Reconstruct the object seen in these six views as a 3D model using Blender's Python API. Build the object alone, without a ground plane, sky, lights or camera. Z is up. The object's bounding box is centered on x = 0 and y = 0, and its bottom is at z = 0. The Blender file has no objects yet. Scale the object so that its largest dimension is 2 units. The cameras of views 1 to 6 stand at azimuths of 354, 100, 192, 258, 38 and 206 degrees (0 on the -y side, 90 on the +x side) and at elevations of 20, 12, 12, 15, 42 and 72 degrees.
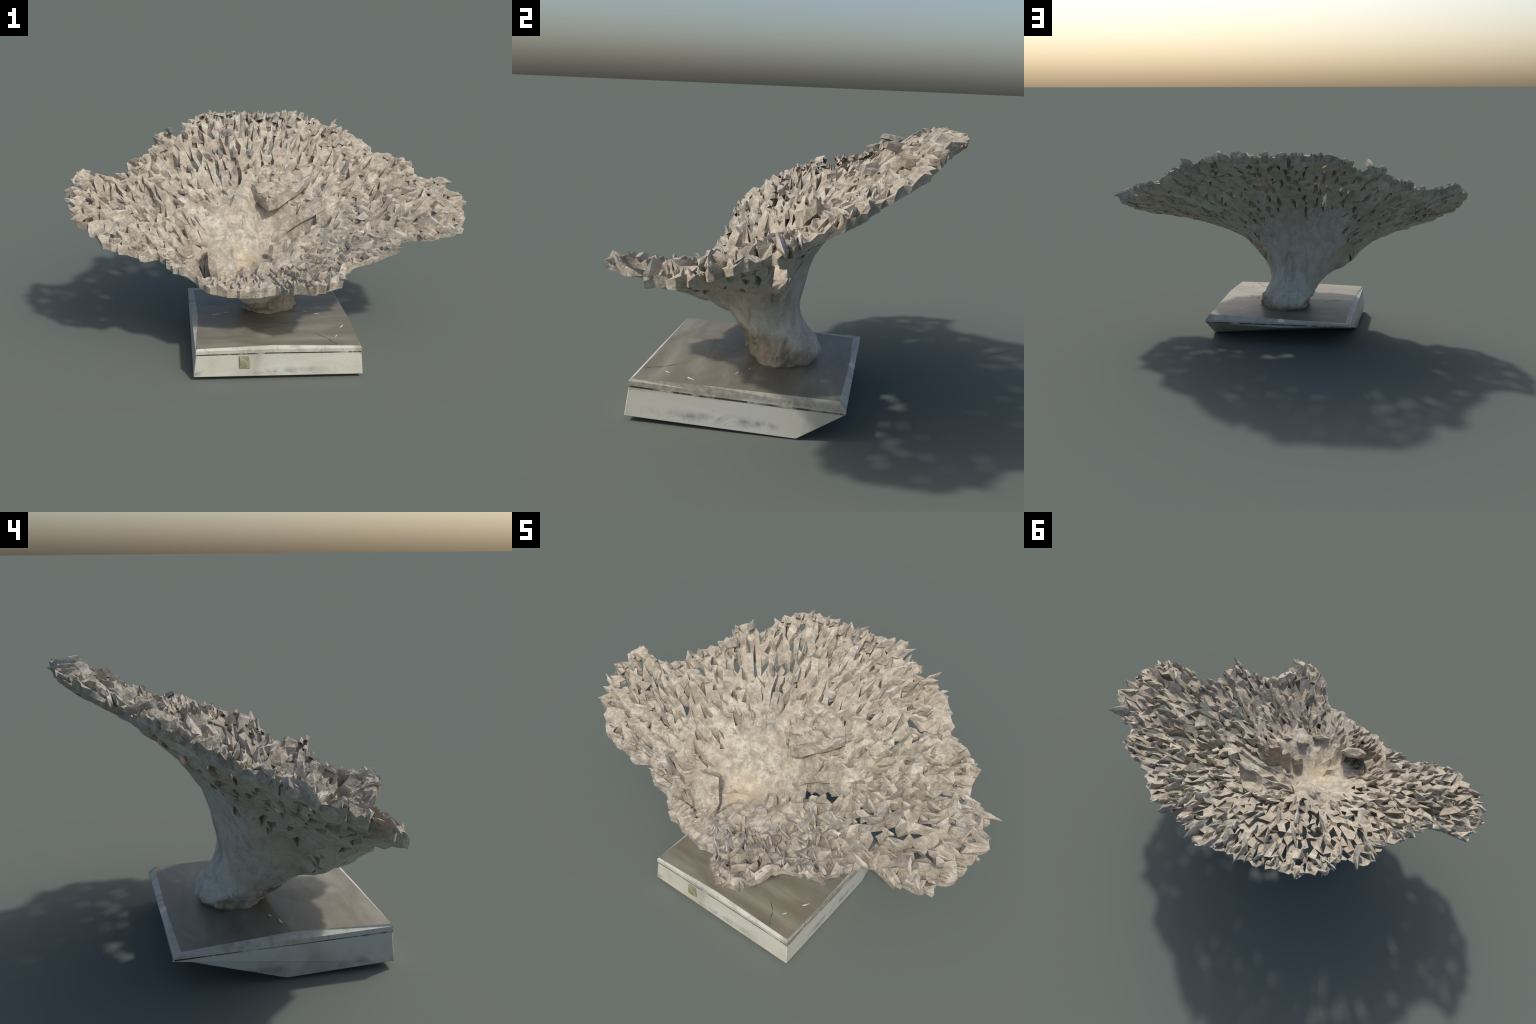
import bpy, bmesh, math, random
import numpy as np
from mathutils import Vector, Matrix, noise
from mathutils.bvhtree import BVHTree
from mathutils.geometry import delaunay_2d_cdt

random.seed(7)
rng = np.random.default_rng(7)
TAU = 2 * math.pi

# ------------------------------------------------------------------ materials
def new_mat(name):
    m = bpy.data.materials.new(name)
    m.use_nodes = True
    nt = m.node_tree
    nt.nodes.clear()
    return m, nt

class G:
    """tiny node-graph helper"""
    def __init__(s, nt):
        s.nt = nt
    def n(s, kind, **kw):
        nd = s.nt.nodes.new(kind)
        for k, v in kw.items():
            if k == 'ins':
                for kk, vv in v.items():
                    if isinstance(vv, bpy.types.NodeSocket):
                        s.nt.links.new(vv, nd.inputs[kk])
                    else:
                        nd.inputs[kk].default_value = vv
            else:
                setattr(nd, k, v)
        return nd
    def math(s, op, a, b=0.0, c=0.0, clamp=False):
        nd = s.n('ShaderNodeMath', operation=op, use_clamp=clamp, ins={0: a, 1: b, 2: c})
        return nd.outputs[0]
    def noise(s, vec, scale, detail=3, rough=0.55, dist=0.0):
        return s.n('ShaderNodeTexNoise', ins={'Vector': vec, 'Scale': scale, 'Detail': detail,
                   'Roughness': rough, 'Distortion': dist}).outputs['Fac']
    def ramp(s, fac, stops):
        nd = s.n('ShaderNodeValToRGB', ins={'Fac': fac})
        el = nd.color_ramp.elements
        while len(el) < len(stops):
            el.new(0.5)
        for e, (p, c) in zip(el, stops):
            e.position = p
            e.color = (c, c, c, 1) if isinstance(c, (int, float)) else (*c, 1)
        return nd.outputs['Color']
    def mix(s, fac, a, b, mode='MIX'):
        nd = s.n('ShaderNodeMix', data_type='RGBA', blend_type=mode)
        for sock, v in ((nd.inputs['Factor'], fac), (nd.inputs['A'], a), (nd.inputs['B'], b)):
            pass
        for idx, v in ((0, fac), (6, a), (7, b)):
            if isinstance(v, bpy.types.NodeSocket):
                s.nt.links.new(v, nd.inputs[idx])
            else:
                nd.inputs[idx].default_value = v if idx == 0 else (*v, 1)
        return nd.outputs[2]
    def finish(s, col, rough=0.9, bump=None, strength=0.3, dist=0.01, spec=0.25):
        p = s.n('ShaderNodeBsdfPrincipled', ins={'Roughness': rough, 'Specular IOR Level': spec})
        if isinstance(col, bpy.types.NodeSocket):
            s.nt.links.new(col, p.inputs['Base Color'])
        else:
            p.inputs['Base Color'].default_value = (*col, 1)
        if bump is not None:
            b = s.n('ShaderNodeBump', ins={'Strength': strength, 'Distance': dist, 'Height': bump})
            s.nt.links.new(b.outputs[0], p.inputs['Normal'])
        o = s.n('ShaderNodeOutputMaterial')
        s.nt.links.new(p.outputs[0], o.inputs[0])

def coral_material(name, shard=False, tips=False):
    m, nt = new_mat(name)
    g = G(nt)
    tc = g.n('ShaderNodeTexCoord')
    ob = tc.outputs['Object']
    geo = g.n('ShaderNodeNewGeometry')
    P = geo.outputs['Position']
    big = g.noise(P, 5.0, 3, 0.6)
    mid = g.noise(P, 26.0, 4, 0.6, 0.4)
    fine = g.noise(P, 62.0, 4, 0.65, 0.8)
    speck = g.noise(P, 120.0, 2, 0.5)
    col = g.ramp(mid, [(0.28, (0.205, 0.180, 0.140)), (0.42, (0.335, 0.300, 0.238)),
                       (0.56, (0.455, 0.415, 0.335)), (0.72, (0.580, 0.540, 0.450))])
    # cool grey blotches
    cool = g.math('MULTIPLY', g.ramp(fine, [(0.50, 0.0), (0.60, 1.0)]), 0.60)
    col = g.mix(cool, col, (0.235, 0.228, 0.222))
    # warm brown drift
    warm = g.math('MULTIPLY', g.ramp(big, [(0.42, 0.0), (0.66, 1.0)]), 0.42)
    col = g.mix(warm, col, (0.340, 0.275, 0.205))
    # dark polyp pores
    pore = g.math('MULTIPLY', g.ramp(speck, [(0.24, 1.0), (0.34, 0.0)]), 0.55)
    col = g.mix(pore, col, (0.20, 0.165, 0.13))
    # ochre tint around the cup floor, fading outwards
    sep = g.n('ShaderNodeSeparateXYZ', ins={0: P})
    dx = g.math('MULTIPLY', g.math('ADD', sep.outputs[0], 0.15), 5.0)
    dy = g.math('MULTIPLY', g.math('ADD', sep.outputs[1], 0.10), 5.0)
    dz = g.math('MULTIPLY', g.math('SUBTRACT', sep.outputs[2], 0.45), 4.5)
    d = g.math('SQRT', g.math('ADD', g.math('ADD', g.math('MULTIPLY', dx, dx), g.math('MULTIPLY', dy, dy)),
                              g.math('MULTIPLY', dz, dz)))
    d = g.math('ADD', d, g.math('MULTIPLY', mid, 0.7))
    ochre = g.math('MULTIPLY', g.ramp(d, [(0.50, 1.0), (1.35, 0.0)]), 0.42)
    col = g.mix(ochre, col, (0.480, 0.390, 0.255))
    if shard:
        oi = g.n('ShaderNodeObjectInfo')
        r = oi.outputs['Random']
        col = g.mix(g.math('MULTIPLY', g.ramp(r, [(0.0, 1.0), (0.5, 0.0)]), 0.45), col, (0.255, 0.215, 0.170))
        col = g.mix(g.math('MULTIPLY', g.ramp(r, [(0.6, 0.0), (1.0, 1.0)]), 0.35), col, (0.500, 0.485, 0.450))
        osep = g.n('ShaderNodeSeparateXYZ', ins={0: ob})
        tip = g.math('MULTIPLY', g.ramp(g.math('MULTIPLY', osep.outputs[2], 20.0), [(0.25, 0.0), (0.75, 1.0)]), 0.45 if tips else 0.0)
        col = g.mix(tip, col, (0.560, 0.530, 0.465))
    bump = g.math('ADD', g.math('MULTIPLY', fine, 0.6), mid)
    g.finish(col, 0.92, bump, 0.55, 0.012, 0.15)
    return m

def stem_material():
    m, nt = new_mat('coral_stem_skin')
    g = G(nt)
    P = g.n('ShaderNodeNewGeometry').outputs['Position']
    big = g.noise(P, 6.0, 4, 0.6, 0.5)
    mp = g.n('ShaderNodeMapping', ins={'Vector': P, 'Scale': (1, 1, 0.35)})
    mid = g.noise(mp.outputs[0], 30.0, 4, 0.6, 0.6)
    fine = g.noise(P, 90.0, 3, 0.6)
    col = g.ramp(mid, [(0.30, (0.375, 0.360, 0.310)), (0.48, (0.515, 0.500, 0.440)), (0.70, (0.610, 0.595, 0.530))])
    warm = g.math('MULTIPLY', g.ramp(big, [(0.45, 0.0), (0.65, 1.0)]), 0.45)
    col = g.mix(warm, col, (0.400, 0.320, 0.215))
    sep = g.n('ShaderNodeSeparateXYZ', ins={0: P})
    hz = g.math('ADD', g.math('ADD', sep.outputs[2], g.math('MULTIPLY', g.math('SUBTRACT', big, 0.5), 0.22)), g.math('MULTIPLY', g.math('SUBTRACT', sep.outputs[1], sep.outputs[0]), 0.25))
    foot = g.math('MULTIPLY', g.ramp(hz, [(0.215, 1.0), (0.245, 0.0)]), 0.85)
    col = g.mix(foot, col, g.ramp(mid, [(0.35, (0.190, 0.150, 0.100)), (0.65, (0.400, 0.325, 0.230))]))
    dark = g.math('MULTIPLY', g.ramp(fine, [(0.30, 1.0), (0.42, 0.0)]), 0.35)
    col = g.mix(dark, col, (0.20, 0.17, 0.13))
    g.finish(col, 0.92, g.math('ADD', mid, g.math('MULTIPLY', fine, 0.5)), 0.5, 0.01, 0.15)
    return m

def plinth_side_material():
    m, nt = new_mat('white_painted_wood')
    g = G(nt)
    P = g.n('ShaderNodeNewGeometry').outputs['Position']
    big = g.noise(P, 4.0, 4, 0.6, 0.6)
    mid = g.noise(P, 16.0, 5, 0.65, 0.8)
    fine = g.noise(P, 60.0, 4, 0.6)
    col = g.ramp(big, [(0.3, (0.330, 0.325, 0.275)), (0.5, (0.460, 0.455, 0.385)), (0.7, (0.480, 0.480, 0.435))])
    # scattered dark scuffs
    sc = g.math('MULTIPLY', g.ramp(fine, [(0.64, 0.0), (0.72, 1.0)]), g.ramp(mid, [(0.48, 0.0), (0.60, 1.0)]))
    col = g.mix(g.math('MULTIPLY', sc, 0.8), col, (0.20, 0.19, 0.15))
    sepx = g.n('ShaderNodeSeparateXYZ', ins={0: P})
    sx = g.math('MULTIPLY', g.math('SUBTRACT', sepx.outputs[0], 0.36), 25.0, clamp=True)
    up = g.ramp(g.math('ADD', sepx.outputs[2], g.math('MULTIPLY', g.math('SUBTRACT', mid, 0.5), 0.05)), [(0.112, 0.0), (0.130, 1.0)])
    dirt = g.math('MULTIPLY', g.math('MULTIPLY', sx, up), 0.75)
    col = g.mix(dirt, col, g.ramp(fine, [(0.35, (0.150, 0.135, 0.095)), (0.65, (0.330, 0.310, 0.245))]))
    edge_up = g.math('MULTIPLY', g.ramp(mid, [(0.50, 0.0), (0.62, 1.0)]), g.math('MULTIPLY', g.ramp(sepx.outputs[2], [(0.120, 0.0), (0.135, 1.0)]), 0.55))
    col = g.mix(edge_up, col, (0.26, 0.235, 0.19))
    # grime streaks along the lower edge
    sep = g.n('ShaderNodeSeparateXYZ', ins={0: P})
    z = sep.outputs[2]
    low = g.math('SUBTRACT', 1.0, g.math('MULTIPLY', g.math('ABSOLUTE', g.math('SUBTRACT', z, 0.04)), 40.0), clamp=True)
    gr = g.math('MULTIPLY', low, g.ramp(g.noise(P, 7.0, 4, 0.6, 0.5), [(0.52, 0.0), (0.64, 1.0)]))
    col = g.mix(g.math('MULTIPLY', gr, 0.8), col, (0.17, 0.17, 0.19))
    g.finish(col, 0.55, fine, 0.15, 0.004, 0.4)
    return m

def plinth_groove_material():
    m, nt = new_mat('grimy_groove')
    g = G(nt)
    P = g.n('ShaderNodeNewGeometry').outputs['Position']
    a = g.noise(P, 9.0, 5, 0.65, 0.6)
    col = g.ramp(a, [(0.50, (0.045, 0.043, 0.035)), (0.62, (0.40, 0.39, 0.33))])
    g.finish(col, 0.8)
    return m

def plinth_top_material():
    m, nt = new_mat('brown_grey_board')
    g = G(nt)
    P = g.n('ShaderNodeNewGeometry').outputs['Position']
    mp = g.n('ShaderNodeMapping', ins={'Vector': P, 'Scale': (0.5, 1.6, 1)})
    a = g.noise(mp.outputs[0], 6.0, 5, 0.6, 0.5)
    b = g.noise(P, 40.0, 4, 0.6)
    col = g.ramp(a, [(0.30, (0.135, 0.120, 0.088)), (0.50, (0.182, 0.166, 0.124)), (0.70, (0.250, 0.238, 0.185))])
    col = g.mix(g.math('MULTIPLY', g.ramp(b, [(0.5, 0.0), (0.8, 1.0)]), 0.25), col, (0.22, 0.20, 0.16))
    g.finish(col, 0.45, b, 0.12, 0.003, 0.35)
    return m

def flat_material(name, c0, c1, scale):
    m, nt = new_mat(name)
    g = G(nt)
    P = g.n('ShaderNodeNewGeometry').outputs['Position']
    a = g.noise(P, scale, 4, 0.6, 0.4)
    g.finish(g.ramp(a, [(0.35, c0), (0.65, c1)]), 0.75)
    return m

M_CORAL = coral_material('coral_skeleton')
M_SHARD = coral_material('coral_branchlet_skin', True, True)
M_COVER = coral_material('coral_cover_skin')
M_STEM = stem_material()
M_SIDE = plinth_side_material()
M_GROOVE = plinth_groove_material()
M_TOP = plinth_top_material()
M_PATCH = flat_material('bare_olive_patch', (0.16, 0.155, 0.085), (0.33, 0.32, 0.22), 60)
M_SCUFF = flat_material('pale_scuff', (0.52, 0.51, 0.48), (0.70, 0.69, 0.66), 40)

# ------------------------------------------------------------------ hierarchy
root = bpy.data.objects.new('mounted_table_coral', None)
bpy.context.scene.collection.objects.link(root)
root['label'] = 'pale beige spiky table coral fan on square white plinth'
root['category'] = 'coral'

def link(name, me, mat=None, parent=root):
    ob = bpy.data.objects.new(name, me)
    bpy.context.scene.collection.objects.link(ob)
    ob.parent = parent
    if mat:
        me.materials.append(mat)
    return ob

def mesh_of(name, verts, faces):
    me = bpy.data.meshes.new(name)
    me.from_pydata([tuple(v) for v in verts], [], faces)
    me.update()
    return me

# ------------------------------------------------------------------ plinth
LIP = [(-0.382, -0.485, 0.152), (0.403, -0.475, 0.148), (0.399, 0.310, 0.124), (-0.405, 0.300, 0.142)]   # FL FR BR BL
INNER = [(-0.377, -0.478, 0.161), (-0.017, -0.463, 0.167), (0.395, -0.463, 0.155), (0.400, -0.215, 0.161),
         (0.381, 0.285, 0.150), (0.0, 0.285, 0.146), (-0.374, 0.271, 0.141), (-0.362, -0.120, 0.164)]
BOT = [(-0.393, -0.490, 0.020), (0.413, -0.488, 0.016), (0.403, 0.142, 0.0), (-0.391, -0.093, 0.004)]
BACK_LOW = [(0.394, 0.302, 0.102), (-0.027, 0.297, 0.100), (-0.402, 0.296, 0.130)]

def build_plinth():
    sh = [(x * 0.996, y * 0.996, z - 0.0145) for x, y, z in LIP]
    v = sh + BOT + BACK_LOW          # 0-3 upper, 4-7 bottom (FL FR R L), 8-10 back low
    f = [(4, 5, 1, 0), (5, 6, 8, 2, 1), (8, 9, 10, 3, 2), (0, 3, 10, 7, 4), (7, 6, 5, 4),
         (6, 7, 9, 8), (7, 10, 9), (0, 1, 2, 3)]
    me = mesh_of('plinth', v, f)
    bm = bmesh.new(); bm.from_mesh(me)
    bmesh.ops.bevel(bm, geom=[e for e in bm.edges], offset=0.003, segments=1, affect='EDGES')
    bm.to_mesh(me); bm.free()
    body = link('plinth', me, M_SIDE)
    # trim: chamfer ring down to the lip and a short lip face below it
    top = [INNER[0], INNER[1], INNER[2], INNER[3], INNER[4], INNER[5], INNER[6], INNER[7]]
    l = [Vector(p) for p in LIP]
    lip8 = [l[0], l[0].lerp(l[1], 0.46), l[1], l[1].lerp(l[2], 0.32), l[2], l[2].lerp(l[3], 0.48), l[3], l[3].lerp(l[0], 0.54)]
    lip8[1].z += 0.004
    low8 = [p - Vector((0, 0, 0.017)) for p in lip8]
    for q in (low8[4], low8[5], low8[6]):
        q.z += 0.006
    inn8 = [Vector((p.x * 0.975, p.y * 0.975, p.z)) for p in low8]
    v = [Vector(p) for p in top] + lip8 + low8 + inn8
    f = []
    for k in range(3):
        for i in range(8):
            j = (i + 1) % 8
            f.append((k * 8 + i, (k + 1) * 8 + i, (k + 1) * 8 + j, k * 8 + j))
    trim = link('trim', mesh_of('trim', v, f), M_SIDE, body)
    # grime-filled groove strip just below the lip
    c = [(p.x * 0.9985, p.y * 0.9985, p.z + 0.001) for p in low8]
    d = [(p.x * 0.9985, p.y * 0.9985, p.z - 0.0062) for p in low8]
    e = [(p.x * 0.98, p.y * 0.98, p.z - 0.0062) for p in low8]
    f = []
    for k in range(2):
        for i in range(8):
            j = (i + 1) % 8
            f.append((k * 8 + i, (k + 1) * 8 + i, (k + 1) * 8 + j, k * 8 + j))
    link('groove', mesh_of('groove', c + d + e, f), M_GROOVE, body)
    # top board, slightly domed and uneven
    n = 8
    bm = bmesh.new()
    ring = [bm.verts.new((x, y, z)) for x, y, z in top]
    cx = bm.verts.new((0.0, -0.08, 0.163))
    for i in range(8):
        bm.faces.new((ring[i], ring[(i + 1) % 8], cx))
    me = bpy.data.meshes.new('top_board'); bm.to_mesh(me); bm.free()
    link('top_board', me, M_TOP, body)
    # olive patch of bare wood on the front face
    y0 = -0.4905
    pv = [(-0.178, y0 + 0.001, 0.124), (-0.135, y0 + 0.001, 0.122), (-0.127, y0 - 0.002, 0.065), (-0.176, y0 - 0.002, 0.067)]
    pv += [(x, y + 0.006, z) for x, y, z in pv]
    link('bare_patch', mesh_of('bare_patch', pv, [(3, 2, 1, 0), (4, 5, 6, 7), (0, 1, 5, 4), (1, 2, 6, 5), (2, 3, 7, 6), (3, 0, 4, 7)]),
         M_PATCH, body)
    # flaked pale scuffs on the board
    def topz(x, y):
        loc, nor, idx, dist = body_top.ray_cast(Vector((x, y, 1)), Vector((0, 0, -1)))
        return loc.z if loc else 0.16
    body_top = BVHTree.FromPolygons([v.co.copy() for v in me.vertices], [tuple(p.vertices) for p in me.polygons])
    for (x, y, a, L, W) in [(0.345, -0.262, 1.0, 0.020, 0.005), (0.30, -0.36, 1.05, 0.015, 0.003),
                            (-0.27, -0.10, 0.1, 0.026, 0.006), (-0.215, -0.075, 0.3, 0.013, 0.005),
                            (0.245, -0.11, -0.2, 0.02, 0.004), (0.19, -0.075, -0.25, 0.014, 0.003)]:
        vs = []
        for k in range(8):
            t = k / 8 * TAU
            rr = 1 + 0.35 * math.sin(k * 2.3 + x * 40)
            px, py = 0.8 * L * rr * math.cos(t), 0.6 * W * rr * math.sin(t)
            qx, qy = x + px * math.cos(a) - py * math.sin(a), y + px * math.sin(a) + py * math.cos(a)
            vs.append((qx, qy, topz(qx, qy) + 0.0012))
        vs += [(p[0], p[1], p[2] - 0.003) for p in vs]
        fs = [tuple(range(8))] + [(k, k + 8, (k + 1) % 8 + 8, (k + 1) % 8) for k in range(8)]
        link('scuff', mesh_of('scuff', vs, fs), M_SCUFF, body)
    def strip(name, pts2, w, mat):
        vs, fs = [], []
        for k, (x, y) in enumerate(pts2):
            q = pts2[min(k + 1, len(pts2) - 1)]; r = pts2[max(k - 1, 0)]
            d = Vector((q[0] - r[0], q[1] - r[1])).normalized()
            ww = w * (0.4 + 0.9 * (k % 2))
            for sgn in (-1, 1):
                X, Y = x - d.y * ww * sgn, y + d.x * ww * sgn
                vs.append((X, Y, topz(X, Y) + 0.0008))
            if k:
                fs.append((2 * k - 2, 2 * k - 1, 2 * k + 1, 2 * k))
        link(name, mesh_of(name, vs, fs), mat, body)
    strip('scan_seam', [(.205, -.345), (.232, -.365), (.250, -.385), (.262, -.405), (.268, -.425), (.288, -.452)], 0.0014, M_GROOVE)  # stitch seam of the scan drawn as a dark strip, no real break
    return body
build_plinth()

# ------------------------------------------------------------------ coral form
# stem profiles: (radius, height) from foot to where the cup flares, every 45 degrees from +x
STEM = [
    [(.125, .150), (.135, .21), (.097, .29), (.097, .345), (.122, .405)],
    [(.140, .150), (.150, .22), (.095, .32), (.085, .41), (.115, .53)],
    [(.150, .150), (.163, .228), (.080, .325), (.080, .43), (.133, .60)],
    [(.150, .150), (.155, .22), (.100, .325), (.108, .44), (.148, .575)],
    [(.130, .150), (.145, .20), (.160, .27), (.198, .35), (.250, .43)],
    [(.120, .150), (.130, .185), (.155, .212), (.190, .238), (.245, .285)],
    [(.110, .150), (.118, .19), (.130, .222), (.155, .265), (.200, .325)],
    [(.110, .150), (.118, .20), (.125, .27), (.145, .34), (.190, .42)]]
# outline of the table's rim, counter-clockwise from the +x tip: x, y, height of its under edge
RIM = [(1.0, .03, .715), (.93, .155, .745), (.84, .195, .76), (.80, .30, .815), (.70, .36, .84), (.60, .425, .88), (.50, .53, .94),
       (.405, .555, .965), (.25, .605, 1.0), (.19, .65, 1.03), (.08, .625, 1.02), (0., .635, 1.03), (-.105, .62, 1.03),
       (-.21, .595, 1.03), (-.29, .595, 1.04), (-.36, .54, 1.02), (-.41, .505, 1.0), (-.435, .41, .955), (-.54, .395, .96),
       (-.58, .35, .95), (-.585, .265, .90), (-.67, .175, .865), (-.71, .14, .85), (-.755, .055, .81), (-.855, .035, .81),
       (-.945, .05, .845), (-1.0, -.09, .78), (-.94, -.25, .69), (-.81, -.35, .61), (-.74, -.36, .585), (-.62, -.36, .545),
       (-.56, -.31, .545), (-.49, -.37, .49), (-.42, -.365, .475), (-.32, -.44, .42), (-.22, -.45, .40), (-.11, -.48, .41),
       (0., -.49, .43), (.05, -.58, .47), (.14, -.64, .485), (.26, -.632, .52), (.28, -.54, .50), (.34, -.45, .535),
       (.38, -.44, .545), (.47, -.43, .56), (.55, -.445, .61), (.57, -.36, .60), (.59, -.30, .58), (.66, -.24, .595),
       (.78, -.285, .61), (.93, -.245, .635), (.97, -.14, .65)]
# underside heights between stem and rim: degrees, radius, height
UNDER = [(90, .25, .76), (90, .39, .88), (90, .50, .955), (60, .25, .71), (60, .40, .85), (60, .55, .93),
         (45, .22, .65), (45, .37, .762), (45, .55, .87), (22, .28, .625), (22, .50, .715), (22, .70, .79),
         (0, .28, .57), (0, .45, .63), (0, .72, .685), (135, .22, .68), (135, .35, .79), (135, .48, .89), (115, .30, .80), (115, .48, .935),
         (157, .28, .62), (157, .40, .72), (157, .55, .80), (180, .35, .575), (180, .45, .64), (180, .57, .69), (180, .75, .735),
         (200, .32, .465), (200, .45, .525), (200, .60, .555), (200, .78, .635), (215, .37, .35), (215, .47, .43),
         (225, .36, .335), (225, .45, .37), (235, .35, .355), (235, .44, .385), (270, .30, .37), (270, .40, .40),
         (252, .33, .37), (292, .30, .41), (292, .45, .437), (315, .30, .475), (315, .45, .502), (335, .40, .545), (335, .60, .58)]
# floor and walls of the cup: x, y, height
CUP = [(-.15, -.10, .445), (-.20, -.20, .420), (.10, .02, .425), (.125, .015, .415), (.07, .02, .44), (.10, .085, .66), (.20, .078, .69), (.28, .06, .705), (.15, .14, .70), (0., -.02, .455), (-.04, .05, .50), (.01, .075, .51),
       (-.29, -.20, .47), (.05, -.10, .49), (.12, -.09, .56), (.20, -.05, .585), (.05, -.22, .50), (-.265, -.02, .56), (-.35, -.06, .63), (-.395, .025, .73),
       (-.13, .075, .735), (-.05, .10, .62), (.06, .13, .68), (-.02, .16, .735), (-.15, .17, .825), (-.27, .08, .71), (-.20, .02, .61), (.084, .396, .915),
       (-.445, .074, .755), (-.14, -.01, .52)]

def catmull(p0, p1, p2, p3, t):
    return 0.5 * ((2 * p1) + (-p0 + p2) * t + (2 * p0 - 5 * p1 + 4 * p2 - p3) * t * t + (-p0 + 3 * p1 - 3 * p2 + p3) * t ** 3)

def stem_rz(phi, s):
    """radius and height of the stem at azimuth phi (rad) and level s (0..4)"""
    a = (phi / TAU * 8) % 8
    i = int(a); f = a - i
    k = min(int(s), 3); u = s - k
    out = []
    for c in (0, 1):
        col = []
        for m in (-1, 0, 1, 2):
            pr = STEM[(i + m) % 8]
            g = lambda q: pr[min(max(q, 0), 4)][c]
            col.append(catmull(g(k - 1), g(k), g(k + 1), g(k + 2), u))
        out.append(catmull(*col, f))
    return out

class Field:
    """smooth height field through scattered control points"""
    def __init__(s, pts, eps=0.03):
        s.p = np.array([p[:2] for p in pts]); z = np.array([p[2] for p in pts]); s.e = eps
        n = len(z)
        A = np.zeros((n + 3, n + 3))
        A[:n, :n] = -s.k(s.p)
        A[:n, n] = A[n, :n] = 1
        A[:n, n + 1:] = s.p; A[n + 1:, :n] = s.p.T
        A[:n, :n] += 0.006 * np.eye(n)
        s.w = np.linalg.solve(A, np.concatenate([z, np.zeros(3)]))
    def k(s, q):
        d2 = ((np.asarray(q)[:, None, :] - s.p[None]) ** 2).sum(-1)
        return np.sqrt(d2 + s.e ** 2)
    def __call__(s, q):
        q = np.atleast_2d(q)
        n = len(s.p)
        return -s.k(q) @ s.w[:n] + s.w[n] + q @ s.w[n + 1:]

NJ = 56
jphi = np.arange(NJ) / NJ * TAU
J = np.array([stem_rz(a, 4.0) for a in jphi])
jxy = np.stack([J[:, 0] * np.cos(jphi), J[:, 0] * np.sin(jphi)], 1)
upts = [(x, y, z) for x, y, z in RIM]
upts += [(r * math.cos(math.radians(a)), r * math.sin(math.radians(a)), z) for a, r, z in UNDER]
upts += [(jxy[i, 0], jxy[i, 1], J[i, 1]) for i in range(0, NJ, 4)]
FU = Field(upts)
tpts = [(x, y, z + (0.03 if y < -0.28 and -0.5 < x < 0.35 else 0.02)) for x, y, z in RIM]
tpts += [(r * math.cos(math.radians(a)), r * math.sin(math.radians(a)), z + (0.082 if 228 < a < 275 else 0.068 if a == 292 else 0.052 if 15 < a < 50 and r < .4 else 0.056 if 150 < a < 205 else 0.034 if (a < 50 or a > 300) else 0.042)) for a, r, z in UNDER]
tpts += CUP
FT = Field(tpts)

# dense, ragged rim loop
def rim_loop(step=0.02):
    out = []
    n = len(RIM)
    for i in range(n):
        a = np.array(RIM[i][:2]); b = np.array(RIM[(i + 1) % n][:2])
        m = max(1, int(round(np.linalg.norm(b - a) / step)))
        for k in range(m):
            p = a + (b - a) * k / m
            if k:
                p = p * (1 + rng.uniform(-0.04, 0.008))
            out.append(p * (0.99 if p[1] < 0 else 1.0))
    return np.array(out)
rim = rim_loop()

def inside(poly, q):
    q = np.atleast_2d(q)
    c = np.zeros(len(q), bool)
    n = len(poly)
    for i in range(n):
        x1, y1 = poly[i]; x2, y2 = poly[(i + 1) % n]
        if y1 == y2:
            continue
        hit = ((y1 > q[:, 1]) != (y2 > q[:, 1])) & (q[:, 0] < (x2 - x1) * (q[:, 1] - y1) / (y2 - y1) + x1)
        c ^= hit
    return c

HUB = np.array([-0.08, -0.06])
def outward(q):
    d = q - HUB
    return d / (np.linalg.norm(d, axis=1)[:, None] + 1e-6)

# scatter of surface points, stretched along the growth direction
def scatter(n_try=30000, base=0.0165):
    lo, hi = rim.min(0), rim.max(0)
    cand = lo + (hi - lo) * rng.random((n_try * 3, 2))
    cand = cand[inside(rim, cand)]
    h = 0.01
    gx = (FT(cand + [h, 0]) - FT(cand - [h, 0])) / (2 * h)
    gy = (FT(cand + [0, h]) - FT(cand - [0, h])) / (2 * h)
    slope = np.sqrt(1 + gx ** 2 + gy ** 2)
    rad = base * rng.uniform(0.75, 1.25, len(cand)) / np.sqrt(slope)
    od = outward(cand)
    stretch = 1.3 + 1.1 * np.clip((np.linalg.norm(cand - HUB, axis=1) - 0.2) / 0.25, 0, 1)
    keep = list(rim) + list(jxy)
    K = np.zeros((len(keep) + len(cand), 2)); K[:len(keep)] = keep
    n = len(keep); n0 = n
    for i, c in enumerate(cand):
        d = K[:n] - c
        dr = d @ od[i]
        dt2 = (d ** 2).sum(1) - dr ** 2
        if ((dr / stretch[i]) ** 2 + dt2).min() > rad[i] ** 2:
            K[n] = c; n += 1
        if i > n_try:
            break
    return K[:n], n0
pts, NB = scatter()
NR = len(rim)
edges = [(i, (i + 1) % NR) for i in range(NR)] + [(NR + i, NR + (i + 1) % NJ) for i in range(NJ)]
vco, ve, vf, *_ = delaunay_2d_cdt([Vector(p) for p in pts], edges, [], 0, 1e-6)
V2 = np.array([tuple(v) for v in vco])
tris = np.array([f for f in vf if len(f) == 3])
cen = V2[tris].mean(1)
ok = inside(rim, cen)
tris, cen = tris[ok], cen[ok]

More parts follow.
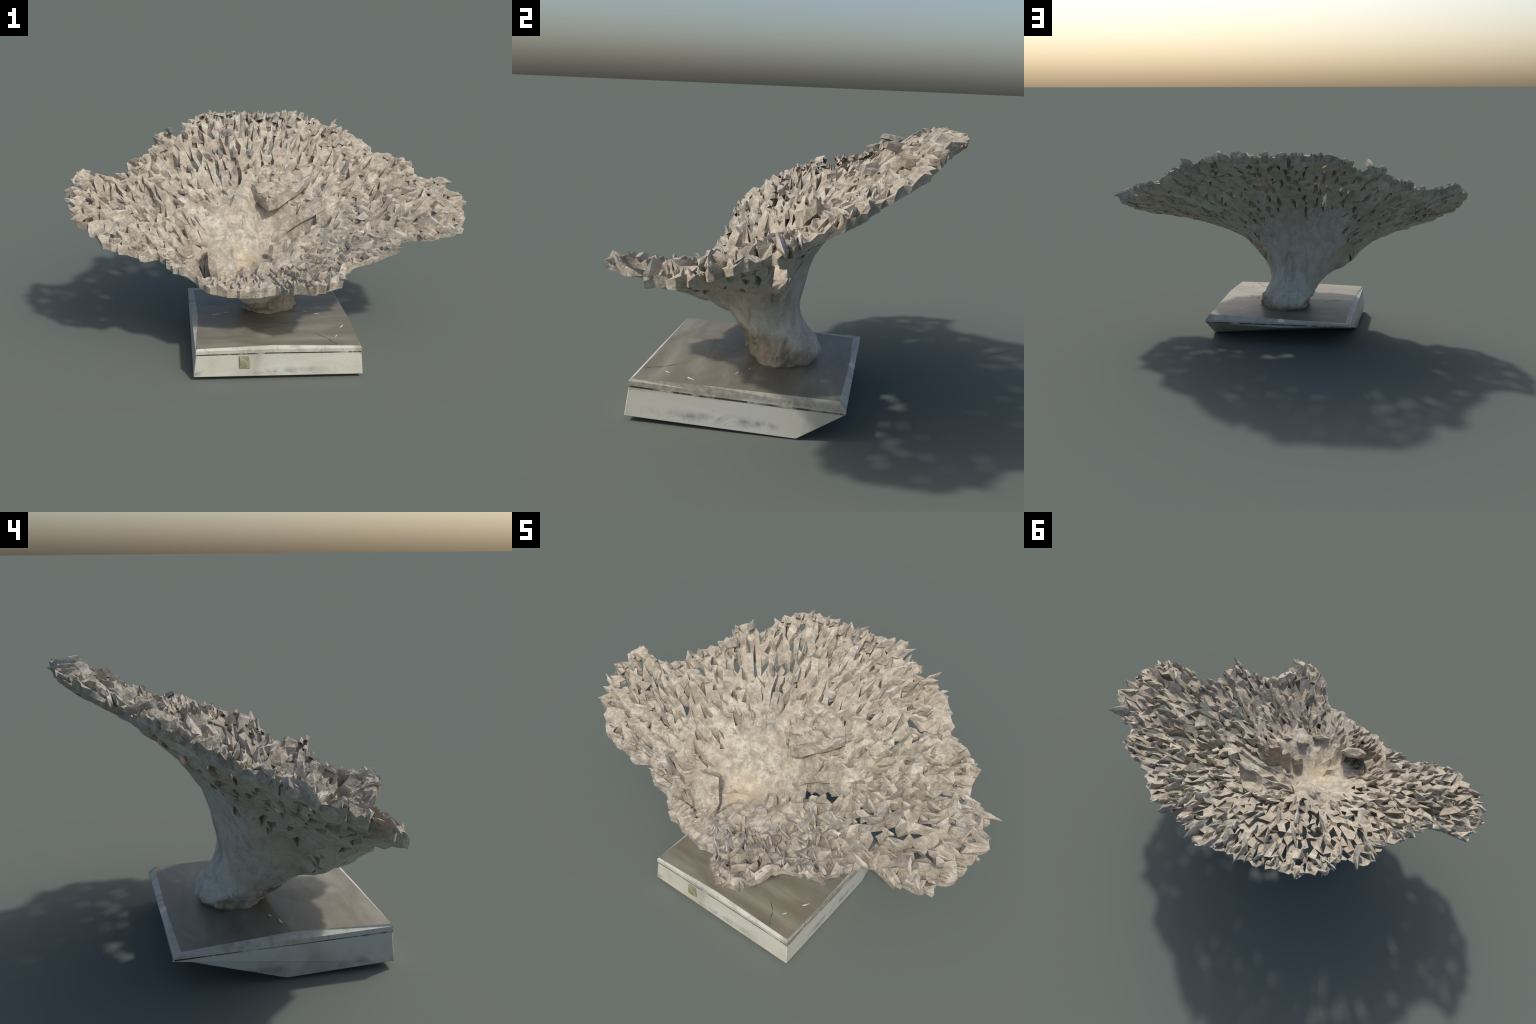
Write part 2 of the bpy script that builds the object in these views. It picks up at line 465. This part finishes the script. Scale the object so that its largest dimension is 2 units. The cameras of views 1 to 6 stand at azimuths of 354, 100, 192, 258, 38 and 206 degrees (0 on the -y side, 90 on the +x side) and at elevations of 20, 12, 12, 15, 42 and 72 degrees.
# slit between the two main branches on the +x side
SLIT = np.array([(.04, .04), (.10, .058), (.2, .05), (.30, .035), (.35, .015), (.33, -.004), (.24, -.006), (.15, -.014), (.08, -.006)])
SLIT_EDGE = np.concatenate([SLIT + (np.roll(SLIT, -1, 0) - SLIT) * t for t in (0, .25, .5, .75)])
in_slit = inside(SLIT, cen)
# radial gaps between branchlets
hub_r = np.linalg.norm(cen - HUB, axis=1)
hole = np.zeros(len(tris), bool)
seeds = cen[rng.permutation(len(cen))]
taken = []
for s in seeds:
    r = np.linalg.norm(s - HUB)
    if r < 0.26 or len(taken) > 300:
        continue
    if rng.random() > min(1.0, 0.12 + (r - 0.26) * 2.0):
        continue
    if s[1] < -0.15 and rng.random() > 0.5:
        continue
    if taken and np.min(np.linalg.norm(np.array(taken) - s, axis=1)) < 0.037:
        continue
    if np.min(np.linalg.norm(rim - s, axis=1)) < 0.03:
        continue
    taken.append(s)
    od = (s - HUB) / r
    d = cen - s
    dr = d @ od; dt = d @ np.array([-od[1], od[0]])
    L = rng.uniform(0.018, 0.046); W = rng.uniform(0.0065, 0.0118) * (0.8 + 0.5 * min(1.0, r / 0.7))
    hole |= (dr / L) ** 2 + (dt / W) ** 2 < 1
hole |= in_slit
inJ = inside(jxy, cen)
hole &= ~inJ
top_tri = tris[~hole]; top_in = inJ[~hole]
dish_tri = top_tri[~top_in]

# ---- heights
nV = len(V2)
ov = outward(V2)
hr = np.linalg.norm(V2 - HUB, axis=1)
isrim = np.zeros(nV, bool)
rim_d = np.array([np.min(np.linalg.norm(rim - v, axis=1)) for v in V2])
isrim = rim_d < 1e-5
jr = np.array([stem_rz(math.atan2(v[1], v[0]) % TAU, 4.0)[0] for v in V2])
vr = np.linalg.norm(V2, axis=1)
onJ = np.abs(vr - jr) < 2e-4
zt = FT(V2); zu = FU(V2)
# relief: peaks and valleys, calm in the cup, wild towards the rim
calm = np.clip((hr - 0.17) / 0.16, 0, 1)
front = np.clip((-V2[:, 1] - 0.2) / 0.2, 0, 1)
lip = (V2[:, 1] < -0.33) & (V2[:, 0] > -0.5) & (V2[:, 0] < 0.12)
wild = np.where(lip, 0.4, np.maximum(calm, 0.5 * front))
peak = np.zeros(nV, bool)
chosen = []
for i in rng.permutation(nV):
    if isrim[i]:
        continue
    if chosen:
        dd = V2[chosen] - V2[i]
        dr = dd @ ov[i]
        if np.min((dr / 1.5) ** 2 + (dd ** 2).sum(1) - dr ** 2) < 0.0235 ** 2:
            continue
    chosen.append(i)
peak[chosen] = True
ph = np.where(peak, 0.008 + 0.036 * rng.random(nV) ** 1.4, rng.uniform(-0.026, -0.002, nV)) * wild
fold = np.array([noise.noise(Vector((math.cos(a) * 4.5, math.sin(a) * 4.5, r * 4.0))) for a, r in zip(np.arctan2(V2[:, 1] - HUB[1], V2[:, 0] - HUB[0]), hr)])
ph = ph + (1 - wild) * (fold * 0.030 * np.clip(hr / 0.12, 0, 1) + rng.normal(0, 0.004, nV))
ph = np.where(isrim, rng.uniform(-0.010, 0.016, nV), ph)
lean = ph * rng.uniform(0.2, 0.9, nV)
side = ph * rng.uniform(-0.4, 0.4, nV)
tang = np.stack([-ov[:, 1], ov[:, 0]], 1)
top_xy = V2 + ov * lean[:, None] * (~isrim)[:, None] + tang * side[:, None]
zt = np.maximum(zt + 0.006 * wild, zu + 0.034 * np.clip(rim_d / 0.03, 0.4, 1))
top = np.column_stack([top_xy, zt + ph])
und_xy = V2 + rng.normal(0, 0.0012, V2.shape)
vphi = np.arctan2(V2[:, 1] - HUB[1], V2[:, 0] - HUB[0])
ribs = np.array([noise.noise(Vector((math.cos(a) * 13, math.sin(a) * 13, r * 3.0))) for a, r in zip(vphi, hr)])
uz = zu + np.where(onJ | isrim, 0, rng.normal(0, 0.0018, nV) - 0.024 * ribs * np.clip((hr - 0.12) / 0.15, 0, 1))
und_xy[onJ] = V2[onJ]
und = np.column_stack([und_xy, uz])
und[isrim, :2] = V2[isrim] * 0.992
for i in np.where(onJ)[0]:
    und[i, 2] = stem_rz(math.atan2(V2[i, 1], V2[i, 0]) % TAU, 4.0)[1]

# ---- one welded surface: region 0 stem, 1 cup, 2 table
verts = [tuple(p) for p in top] + [tuple(p) for p in und]
faces, region = [], []
below = {}
inner_edges = []
def reg(c):
    return 1 if math.hypot(c[0] - HUB[0], c[1] - HUB[1]) < 0.30 else 2
ec = {}
def orient(t):
    a, b, c = V2[list(t)]
    return t if np.cross(b - a, c - a) > 0 else (t[0], t[2], t[1])
for t, inn in zip(top_tri, top_in):
    t = tuple(int(q) for q in orient(tuple(t)))
    faces.append(t); region.append(reg(V2[list(t)].mean(0)))
    if inn:
        inner_edges += [(t[k], t[(k + 1) % 3]) for k in range(3)]
    if not inn:
        below[len(faces)] = True
        faces.append((t[2] + nV, t[1] + nV, t[0] + nV)); region.append(reg(V2[list(t)].mean(0)))
        for k in range(3):
            ec.setdefault(tuple(sorted((t[k], t[(k + 1) % 3]))), []).append((t[k], t[(k + 1) % 3]))
jset = set(np.where(onJ)[0].tolist())
for key, l in ec.items():
    if len(l) == 1:
        a, b = l[0]
        if a in jset and b in jset:
            continue
        faces.append((b, a, a + nV, b + nV)); region.append(reg((V2[a] + V2[b]) / 2))
for (a, b) in inner_edges:          # notch floor: close the cup down to the stem where the slit opens
    if a in jset and b in jset and tuple(sorted((a, b))) not in ec:
        faces.append((b, a, a + nV, b + nV)); region.append(1)
# stem loft, sharing the flare ring
jidx = []
for i in range(NJ):
    jidx.append(int(np.argmin(((V2 - jxy[i]) ** 2).sum(1))) + nV)
NL = 22
prev = jidx
for k in range(NL - 1, -1, -1):
    s = 4.0 * k / NL
    ring = []
    for i in range(NJ):
        r, z = stem_rz(jphi[i], s)
        p = Vector((r * math.cos(jphi[i]), r * math.sin(jphi[i]), z))
        nz = noise.fractal(p * 9.0, 0.8, 2.0, 4) * 0.010
        nz += max(0.0, min(1.0, (0.30 - z) / 0.08)) * (noise.fractal(Vector((p.x * 13, p.y * 13, p.z * 26)), 0.6, 2.0, 3) * 0.020 - 0.003)
        nz += max(0.0, min(1.0, (z - 0.30) / 0.12)) * noise.noise(Vector((math.cos(jphi[i]) * 5, math.sin(jphi[i]) * 5, z * 2.0))) * 0.016
        low = max(0.0, min(1.0, (0.27 - z) / 0.07)) * max(0.0, math.cos(jphi[i] + 0.6))
        nz += low * noise.fractal(Vector((p.x * 18, p.y * 18, p.z * 34)), 0.7, 2.0, 3) * 0.016
        fade = min(1.0, (NL - k) / 7.0)
        r += nz * fade
        ring.append(len(verts))
        verts.append((r * math.cos(jphi[i]), r * math.sin(jphi[i]), z))
    for i in range(NJ):
        j = (i + 1) % NJ
        faces.append((ring[i], ring[j], prev[j], prev[i])); region.append(0)
    prev = ring
faces.append(tuple(reversed(prev))); region.append(0)

whole = mesh_of('coral_whole', verts, faces)
whole.shade_smooth()
whole.set_sharp_from_angle(angle=math.radians(38))
cn = np.zeros(len(whole.loops) * 3, np.float32)
whole.corner_normals.foreach_get('vector', cn)
cn = cn.reshape(-1, 3)
lstart = [p.loop_start for p in whole.polygons]
def split(name, rid, mat):
    fi = [i for i, r in enumerate(region) if r == rid]
    for i in fi:
        below.setdefault(i, False)
    used = {}
    vs, fs, nl = [], [], []
    for i in fi:
        f = []
        for k, v in enumerate(whole.polygons[i].vertices):
            if v not in used:
                used[v] = len(vs); vs.append(verts[v])
            f.append(used[v]); nl.append(tuple(cn[lstart[i] + k]))
        fs.append(f)
    me = mesh_of(name, vs, fs)
    me.shade_smooth()
    me.normals_split_custom_set(nl)
    ob = link(name, me, mat)
    if rid:
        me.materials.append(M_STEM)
        me.polygons.foreach_set('material_index', [1 if below[i] else 0 for i in fi])
    return ob
stem = split('stem', 0, M_STEM)
cup = split('cup', 1, M_CORAL)
table = split('table', 2, M_CORAL)
bpy.data.meshes.remove(whole)

# ------------------------------------------------------------------ branchlets
def shard_mesh(seed):
    """one jagged branchlet: a bent, faceted blade about 5 cm tall, long axis x; pointed, blunt or forked"""
    r = random.Random(seed)
    n = 6
    kind = (0, 1, 2, 0, 3, 2)[seed % 6]
    base, mid = [], []
    for i in range(n):
        t = i / n * TAU
        base.append(Vector((0.024 * math.cos(t) * r.uniform(.75, 1.25), 0.012 * math.sin(t) * r.uniform(.6, 1.4), -0.014)))
    lean = r.uniform(0.0, 0.014)
    bend = r.uniform(-.006, .006)
    for i in range(n):
        b = base[i]
        k = r.uniform(0.7, 1.1)
        mid.append(Vector((b.x * k + lean * 0.5, b.y * k * 0.75 + bend * 0.5, r.uniform(0.004, 0.024))))
    h0 = r.uniform(0.028, 0.043)
    if kind == 0:      # single point
        tips = [Vector((lean + r.uniform(0.0, 0.012), bend, h0)), Vector((lean - 0.006, bend * 0.5, h0 * 0.72))]
    elif kind == 1:    # blunt broken edge
        tips = [Vector((lean + r.uniform(0.010, 0.020), bend, h0 * 0.8)), Vector((lean - r.uniform(0.010, 0.020), bend + r.uniform(-.004, .004), h0 * r.uniform(.6, .85)))]
    elif kind == 2:    # outward pointing leaf
        tips = [Vector((lean + r.uniform(0.018, 0.030), bend, h0 * 0.75)), Vector((lean - 0.004, bend, h0 * 0.65))]
    else:              # ridge with inner point
        tips = [Vector((lean + r.uniform(0.006, 0.014), bend, h0 * 0.5)), Vector((lean - r.uniform(0.006, 0.014), bend, h0 * 0.95))]
    v = base + mid + tips
    f = [(i, (i + 1) % n, n + (i + 1) % n, n + i) for i in range(n)]
    T0, T1 = 2 * n, 2 * n + 1
    f += [(n + 5, n + 0, T0), (n + 0, n + 1, T0), (n + 1, T1, T0), (n + 1, n + 2, T1), (n + 2, n + 3, T1), (n + 3, n + 4, T1),
          (n + 4, T0, T1), (n + 4, n + 5, T0)]
    me = mesh_of('branchlet', v, f)
    me.materials.append(M_SHARD)
    return me
SH = [shard_mesh(100 + i) for i in range(24)]

pidx = [i for i in chosen if wild[i] > 0.35 and rng.random() < 0.8 and not inside(SLIT, V2[i])[0] and np.min(np.linalg.norm(SLIT_EDGE - V2[i], axis=1)) > 0.018]
used_v = set(int(q) for t in top_tri for q in t)
pidx = [i for i in pidx if i in used_v]
hole_cen = cen[hole]
pidx = [i for i in pidx if np.min(np.linalg.norm(hole_cen - top[i, :2], axis=1)) > 0.011]
spots = []
for i in pidx:
    p = top[i].copy(); p[2] -= 0.6 * ph[i]
    spots.append((p, V2[i], 1.0))
for k in np.where(isrim)[0]:
    if k in used_v and rng.random() < (0.12 if lip[k] else 0.45):
        p = top[k].copy()
        p[:2] -= ov[k] * 0.036
        p[2] -= 0.002
        spots.append((p, V2[k], 2.0))
size = [(0.50 + 0.58 * rng.random() ** 1.5) * (1.0 if s[2] == 2.0 else (0.75 + 0.35 * min(1, np.linalg.norm(s[1] - HUB) / 0.6))) for s in spots]
mats = []
h = 0.02
for s, sc in zip(spots, size):
    q = s[1]
    o2 = (q - HUB) / np.linalg.norm(q - HUB)
    gx = float(FT([q + [h, 0]])[0] - FT([q - [h, 0]])[0]) / (2 * h)
    gy = float(FT([q + [0, h]])[0] - FT([q - [0, h]])[0]) / (2 * h)
    nrm = Vector((-gx, -gy, 1)).normalized()
    up = (nrm * 0.7 + Vector((0, 0, 1)) * 0.5 + Vector((o2[0], o2[1], 0)) * rng.uniform(0.2, 0.9)).normalized()
    if s[2] == 2.0:
        up = (up + Vector((o2[0], o2[1], 0.1)) * rng.uniform(0.2, 0.8)).normalized()
    ang = math.atan2(o2[1], o2[0]) + rng.normal(0, 0.4)
    xa = Vector((math.cos(ang), math.sin(ang), 0)); xa = (xa - up * xa.dot(up)).normalized()
    ya = up.cross(xa)
    R = Matrix((xa, ya, up)).transposed().to_4x4()
    sx = sc * (rng.uniform(0.8, 1.3) if s[2] == 2.0 else min(1.9 / sc, rng.uniform(1.0, 2.0))); sy = sc * rng.uniform(0.7, 1.2); sz = sc * rng.uniform(0.7, 1.2)
    M = Matrix.Translation(Vector(s[0])) @ R @ Matrix.Diagonal((sx, sy, sz, 1))
    # keep the root of the branchlet inside the plate
    foot = np.array([tuple(M @ v.co) for v in SH[len(mats) % len(SH)].vertices][:6])
    lift = float(np.max(FU(foot[:, :2]) + 0.006 - foot[:, 2]))
    if lift > 0:
        M = Matrix.Translation((-o2[0] * lift * 0.5, -o2[1] * lift * 0.5, lift)) @ M
    box = np.array([tuple(M @ v.co) for v in SH[len(mats) % len(SH)].vertices])
    over = [max(0.0, box[:, 0].max() - 0.995), max(0.0, -0.99 - box[:, 0].min()), max(0.0, abs(box[:, 1]).max() - 0.655), max(0.0, box[:, 2].max() - 1.078)]
    if max(over) > 0:
        M = Matrix.Translation((over[1] - over[0], -math.copysign(over[2], q[1]), -over[3])) @ M
    mats.append(M)
order = sorted(range(len(spots)), key=lambda i: -size[i])
for i in order[:280]:
    ob = bpy.data.objects.new('branchlet', SH[i % len(SH)])
    bpy.context.scene.collection.objects.link(ob)
    ob.parent = table
    ob.matrix_world = mats[i]
bm = bmesh.new()
for i in order[280:]:
    t = SH[i % len(SH)]
    base = [bm.verts.new(mats[i] @ v.co) for v in t.vertices]
    for p in t.polygons:
        bm.faces.new([base[k] for k in p.vertices])
me = bpy.data.meshes.new('branchlet_cover'); bm.to_mesh(me); bm.free()
cover = link('branchlet_cover', me, M_COVER, table)
cover['kind'] = 'stuff'

# ------------------------------------------------------------------ odd pieces standing in the cup
def lump(name, path, radii, sides=7, squash=1.0, seed=1, mat=M_CORAL, flat_end=True):
    """faceted irregular tube along a path"""
    r = random.Random(seed)
    path = [Vector(p) for p in path]
    v, f = [], []
    for k, p in enumerate(path):
        d = (path[min(k + 1, len(path) - 1)] - path[max(k - 1, 0)]).normalized()
        a = d.cross(Vector((0.3, -1, 0.2))).normalized(); b = d.cross(a)
        for i in range(sides):
            t = i / sides * TAU
            q = radii[k] * r.uniform(0.8, 1.2)
            v.append(p + a * math.cos(t) * q + b * math.sin(t) * q * squash + d * r.uniform(-1, 1) * radii[k] * 0.15)
    for k in range(len(path) - 1):
        for i in range(sides):
            j = (i + 1) % sides
            f.append((k * sides + i, k * sides + j, (k + 1) * sides + j, (k + 1) * sides + i))
    f.append(tuple(reversed(range(sides))))
    f.append(tuple((len(path) - 1) * sides + i for i in range(sides)))
    return link(name, mesh_of(name, v, f), mat, cup)
lump('tablet', [(-.245, -.29, .40), (-.25, -.27, .48), (-.252, -.245, .56), (-.252, -.228, .608)], [.066, .068, .066, .046], 6, 0.42, 3)
lump('log_branch', [(.03, .06, .50), (.10, .062, .575), (.155, .058, .615), (.22, .053, .655), (.285, .045, .695)], [.022, .026, .028, .028, .026], 6, 0.9, 4)
lump('knob', [(.01, -.10, .40), (.012, -.10, .48), (.015, -.095, .53)], [.034, .032, .020], 6, 0.9, 5)
lump('knob', [(.09, -.12, .40), (.085, -.10, .48), (.085, -.09, .56)], [.032, .030, .018], 6, 0.9, 6)

lump('fin', [(.03, -.21, .42), (.03, -.20, .48), (.035, -.19, .53)], [.040, .040, .024], 6, 0.45, 8)
lump('fin', [(.12, -.20, .44), (.12, -.185, .50), (.125, -.17, .545)], [.034, .034, .020], 6, 0.5, 9)
lump('fin', [(-.05, -.29, .42), (-.045, -.28, .465), (-.04, -.265, .505)], [.044, .040, .022], 6, 0.45, 10)
lump('fin', [(.15, -.09, .46), (.15, -.085, .54), (.155, -.075, .60)], [.034, .030, .018], 6, 0.5, 12)

# small second storey fan overhanging the cup
def fan_lobe():
    r = random.Random(11)
    rootp = Vector((-.09, .16, .76))
    edge = [(0.0, .05, .69), (.05, .058, .71), (.10, .085, .73), (.16, .11, .77), (.22, .15, .80), (.205, .20, .825), (.15, .25, .86), (.07, .27, .865), (-.02, .25, .85)]
    edge = [Vector(e) for e in edge]
    edge[5:] = [Vector((e.x, e.y, float(FT([[e.x, e.y]])[0]) + 0.004)) for e in edge[5:]]
    rootp.z = float(FT([[rootp.x, rootp.y]])[0]) - 0.005
    rows = 9
    top, low = [], []
    for e in edge:
        for k in range(rows):
            t = k / (rows - 1)
            p = rootp.lerp(e, 0.12 + 0.88 * t)
            j = Vector((r.uniform(-1, 1), r.uniform(-1, 1), 0)) * 0.013
            top.append(p + j + Vector((0, 0, r.choice((-0.008, 0.0, 0.004, 0.024)) + (0.012 if t > .8 else 0))))
            low.append(p + Vector((0, 0, -0.03 - 0.02 * (1 - t) + r.uniform(-.006, .006))))
    n = len(top); v = top + low; f = []
    for i in range(len(edge) - 1):
        for k in range(rows - 1):
            a, b, c, d = i * rows + k, i * rows + k + 1, (i + 1) * rows + k + 1, (i + 1) * rows + k
            f += [(a, b, c), (a, c, d), (n + c, n + b, n + a), (n + d, n + c, n + a)]
    rim_i = [k for k in range(rows)] + [(i + 1) * rows - 1 for i in range(1, len(edge))] + [(len(edge) - 1) * rows + k for k in range(rows - 2, -1, -1)] + [i * rows for i in range(len(edge) - 2, 0, -1)]
    for a, b in zip(rim_i, rim_i[1:] + rim_i[:1]):
        f.append((b, a, n + a, n + b))
    return link('fan_lobe', mesh_of('fan_lobe', v, f), M_CORAL, cup)
fan_lobe()
lobe = bpy.data.objects['fan_lobe']
lr = random.Random(21)
for k, v in enumerate(list(lobe.data.vertices)[:81:3]):
    if v.index % 9 < 3:
        continue
    ob = bpy.data.objects.new('branchlet', SH[k % len(SH)])
    bpy.context.scene.collection.objects.link(ob)
    ob.parent = lobe
    d = Vector((v.co.x + 0.09, v.co.y - 0.16, 0)).normalized()
    up = (Vector((0, 0, 1)) + d * lr.uniform(0.1, 0.6) + Vector((0, -0.3, 0))).normalized()
    xa = (d - up * d.dot(up)).normalized()
    R = Matrix((xa, up.cross(xa), up)).transposed().to_4x4()
    sc = lr.uniform(0.5, 0.9)
    ob.matrix_world = Matrix.Translation(v.co - Vector((0, 0, 0.004))) @ R @ Matrix.Diagonal((sc * 1.3, sc, sc, 1))
